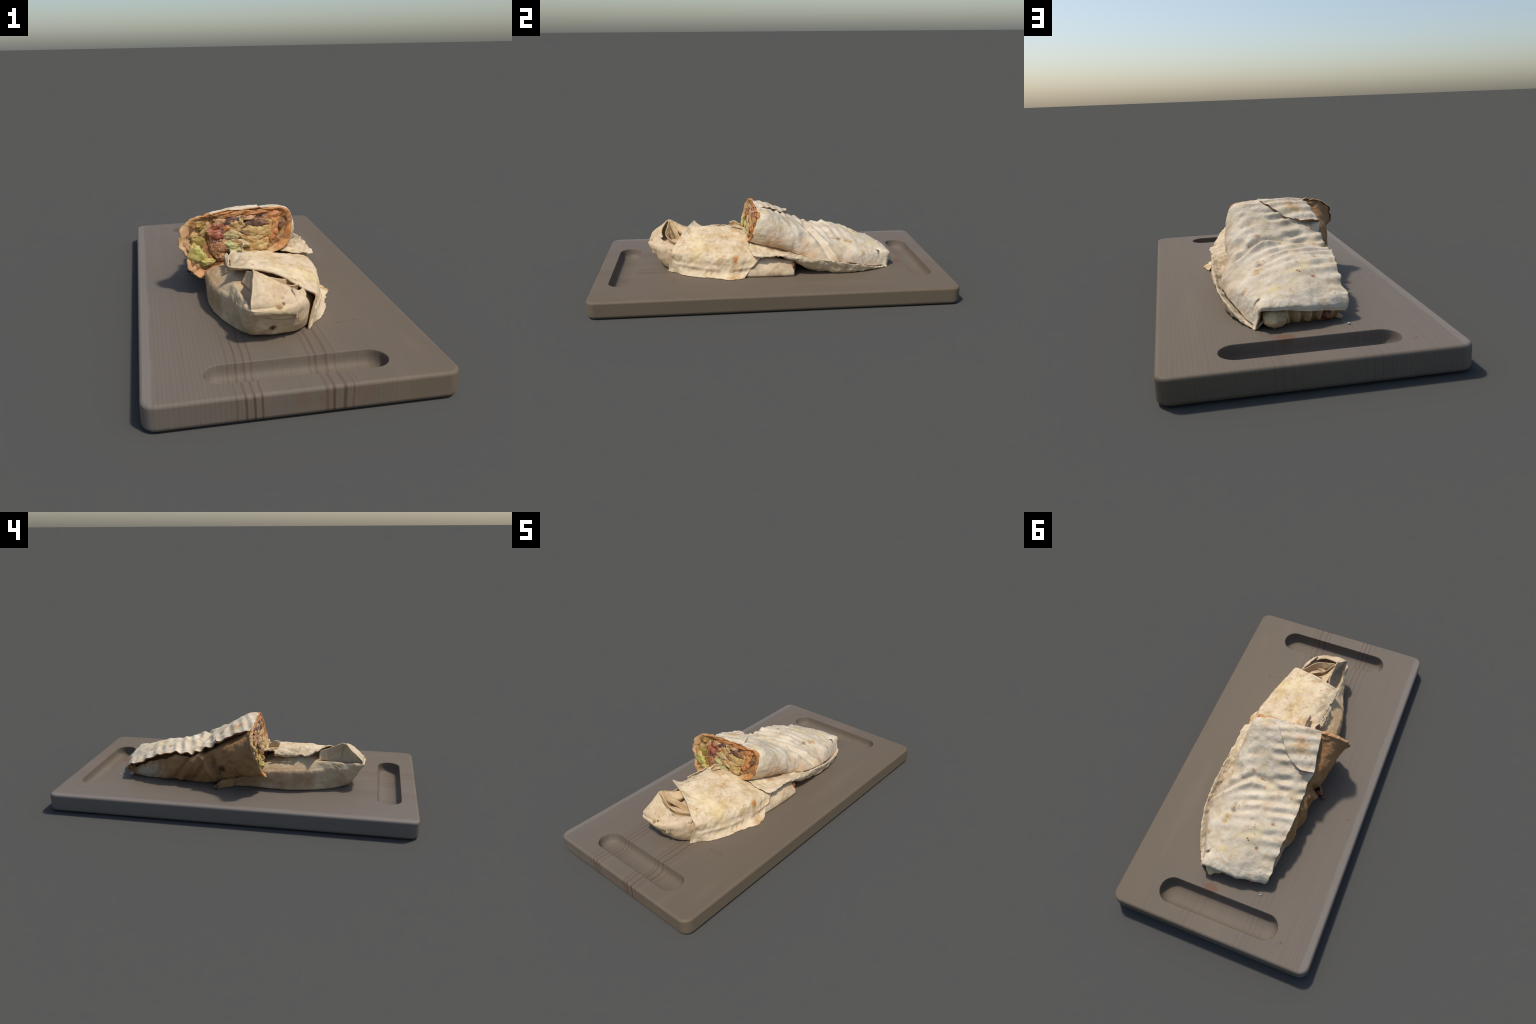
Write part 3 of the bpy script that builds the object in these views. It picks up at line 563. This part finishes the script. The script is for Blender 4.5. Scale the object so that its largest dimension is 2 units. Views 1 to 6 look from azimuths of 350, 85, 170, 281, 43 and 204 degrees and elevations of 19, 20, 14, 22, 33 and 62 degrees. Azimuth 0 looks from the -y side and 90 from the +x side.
x, y, z = G[..., 0].copy(), G[..., 1].copy(), G[..., 2].copy()
u = np.linspace(0, 1, 240)[:, None]; v = np.linspace(0, 1, 190)[None, :]
topm = smooth01(-v, -.62, -.40)
phase = y - .28 * x + .012 * fbm(G * [.6, 1, 0], 7, 2, 5.)
wavey = .5 + .5 * np.cos(2 * math.pi * phase / .058)
uneven = np.clip(.75 + 1.3 * fbm(G * [1.2, 1, 0], 7, 2, 8.), .1, 1.5)
amp = uneven * (.0118 * smooth01(y, -.06, .10) * (1 - smooth01(y, .42, .60)) + .002) * topm * (.5 + .5 * smooth01(-x, -.10, .10))
D = amp * (wavey - .62)
D += .0045 * fbm(G, 12, 3, 1.7) + .0016 * fbm(G, 42, 3, 3.)
# diagonal fold where the back part laps over the front: ridge behind, dip before
s = y - (.232 - .55 * np.maximum(.085 - x, -.2) * 0 + .62 * np.maximum(x - .06, 0) - .05 * np.minimum(x - .06, 0))
w = smooth01(x, -.16, -.02)
D += w * (.011 * np.exp(-((s - .012) / .020) ** 2) - .013 * np.exp(-((s + .018) / .018) ** 2))
# bulges and dents on the right wall
wall = smooth01(v, .52, .62) + 0 * u
D += wall * .0065 * fbm(G, 11, 2, 7.7)
for p, r, d in (((.150, .19, .29), .030, -.016), ((.165, .24, .26), .022, .014), ((.118, .225, .315), .016, .010), ((.16, .02, .34), .04, .007), ((.16, .10, .29), .03, -.008), ((.18, .33, .25), .03, .006), ((.15, -.04, .30), .03, -.007), ((.19, .44, .23), .03, -.006)):
    D += d * np.exp(-((G - np.array(p)) ** 2).sum(-1) / r ** 2)
endm = smooth01(y, .60, .64); D += endm * .004 * fbm(G * [1, .3, .3], 16, 2, 2.)
G += N * D[..., None]
edge_l = np.exp(-v * 26)
G[..., 0] += edge_l * .010 * fbm(G * [0, 1, 0], 20, 3, .9); G[..., 2] += edge_l * .006 * fbm(G * [0, 1, 0], 26, 3, 2.9)
G = lean(G)
if np.einsum('ijk,ijk->ij', normals(G), N).mean() < 0: G = G[::-1].copy()
adopt(wrap_b, sheet("tortilla_sheet", G, sheet_b_mat, .006, soaked_mat, True, rim_mat), origin=OB)

# extra flap lying on the front left of the top
rows = [[(-.190, -.102, .428), (-.12, -.102, .437), (-.04, -.102, .442), (.030, -.102, .442)],
        [(-.197, -.04, .416), (-.12, -.04, .432), (-.045, -.04, .439), (.016, -.04, .439)],
        [(-.206, .03, .394), (-.13, .03, .410), (-.07, .03, .416), (-.028, .03, .416)],
        [(-.218, .085, .366), (-.15, .095, .378), (-.105, .092, .380), (-.062, .070, .388)],
        [(-.219, .108, .360), (-.168, .122, .370), (-.135, .116, .371), (-.095, .095, .376)]]
G = surface(rows, 70, 80); N = normals(G)
if N[..., 2].mean() < 0: G = G[::-1].copy(); N = normals(G)
G += N * (.003 * np.cos((G[..., 1] - .28 * G[..., 0]) * 2 * math.pi / .058) + .004 * fbm(G, 14, 3, 1.7) + .0014 * fbm(G, 42, 3, 3.))[..., None]
G = lean(G)
adopt(wrap_b, sheet("tortilla_flap", G, sheet_b_mat, .005, soaked_mat, True, rim_mat), origin=OB)

# lower lip: bottom layer that sticks out on the right and curls up
B_SKIRT = [
 [(0.108, -0.118, 0.254), (0.165, -0.125, 0.248), (0.215, -0.120, 0.238), (0.256, -0.106, 0.228), (0.250, -0.100, 0.221), (0.190, -0.090, 0.218)],
 [(0.118, -0.060, 0.246), (0.170, -0.055, 0.236), (0.220, -0.048, 0.230), (0.258, -0.035, 0.224), (0.252, -0.030, 0.216), (0.190, -0.030, 0.211)],
 [(0.113, 0.030, 0.240), (0.180, 0.040, 0.226), (0.220, 0.045, 0.226), (0.258, 0.050, 0.228), (0.255, 0.050, 0.214), (0.180, 0.050, 0.195)],
 [(0.140, 0.120, 0.218), (0.200, 0.120, 0.208), (0.236, 0.120, 0.216), (0.264, 0.120, 0.230), (0.262, 0.130, 0.190), (0.170, 0.130, 0.150)],
 [(0.180, 0.220, 0.198), (0.228, 0.220, 0.186), (0.252, 0.220, 0.194), (0.274, 0.220, 0.206), (0.262, 0.225, 0.150), (0.180, 0.225, 0.108)],
 [(0.197, 0.320, 0.180), (0.238, 0.320, 0.166), (0.256, 0.320, 0.174), (0.275, 0.320, 0.189), (0.266, 0.320, 0.135), (0.220, 0.310, 0.104)],
 [(0.197, 0.420, 0.162), (0.236, 0.420, 0.146), (0.252, 0.420, 0.154), (0.270, 0.430, 0.164), (0.268, 0.425, 0.125), (0.250, 0.420, 0.104)],
 [(0.180, 0.520, 0.144), (0.216, 0.520, 0.128), (0.230, 0.530, 0.134), (0.244, 0.535, 0.140), (0.244, 0.530, 0.115), (0.232, 0.530, 0.104)],
 [(0.155, 0.600, 0.134), (0.192, 0.600, 0.118), (0.205, 0.605, 0.118), (0.217, 0.605, 0.121), (0.216, 0.600, 0.110), (0.205, 0.600, 0.104)],
 [(0.135, 0.670, 0.128), (0.165, 0.675, 0.111), (0.170, 0.680, 0.108), (0.174, 0.682, 0.106), (0.172, 0.680, 0.105), (0.166, 0.675, 0.104)],
]
flap(wrap_b, OB, "tortilla_lip", B_SKIRT, skirt_mat, 150, 70, .005, .009, 2.5, back=skirt_mat, freq=20)
# far end: folded layers and stuffing under the drooping sheet
for k, (p, s, mt, nm) in enumerate((
   ((.090, .650, .130), (.046, .062, .036), inner_mat, "tortilla_fold"),
   ((-.100, .640, .126), (.024, .036, .026), F['red'], "tomato_piece"))):
    ob = blob(nm, p, s, mt, .30, 1.1, k * 2.1 + 5, 0, 4, .03)
    for vtx in ob.data.vertices: vtx.co.z = max(vtx.co.z, TOP + .001)
    adopt(wrap_b, ob, origin=OB)
pleat_x = np.linspace(.062, -.150, 15)
zig = .016 * np.array([math.sin(2.1 * k) for k in range(15)])
flap(wrap_b, OB, "tortilla_fold", [
  [(x, .648 - .10 * max(0, -x - .02) + zz, .178 + .18 * x * (x < 0)) for x, zz in zip(pleat_x, zig)],
  [(x * .98, .662 - .14 * max(0, -x - .02) + zz * 1.2, .138) for x, zz in zip(pleat_x, zig)],
  [(x * .94, .640 - .14 * max(0, -x - .02) + zz * .5, .100) for x, zz in zip(pleat_x, zig)]], inner_mat, 24, 110, .004, .003, 2.2, up=(0, 1, 0))
flap(wrap_b, OB, "torn_scrap", [[(-.150, .640, .128), (-.165, .648, .124), (-.172, .660, .118)], [(-.148, .636, .108), (-.160, .644, .106), (-.164, .650, .105)]], skirt_mat, 10, 16, .003, .003, 3., up=(-1, 1, 0))
cr = blob("crumb", (-.170, .713, TOP + .004), (.005, .004, .004), food("salt_grain", (.6, .58, .55), (.5, .5, .5), sauce=0.), .3, 2, 1., 0, 2)
adopt(wrap_b, cr, origin=OB)
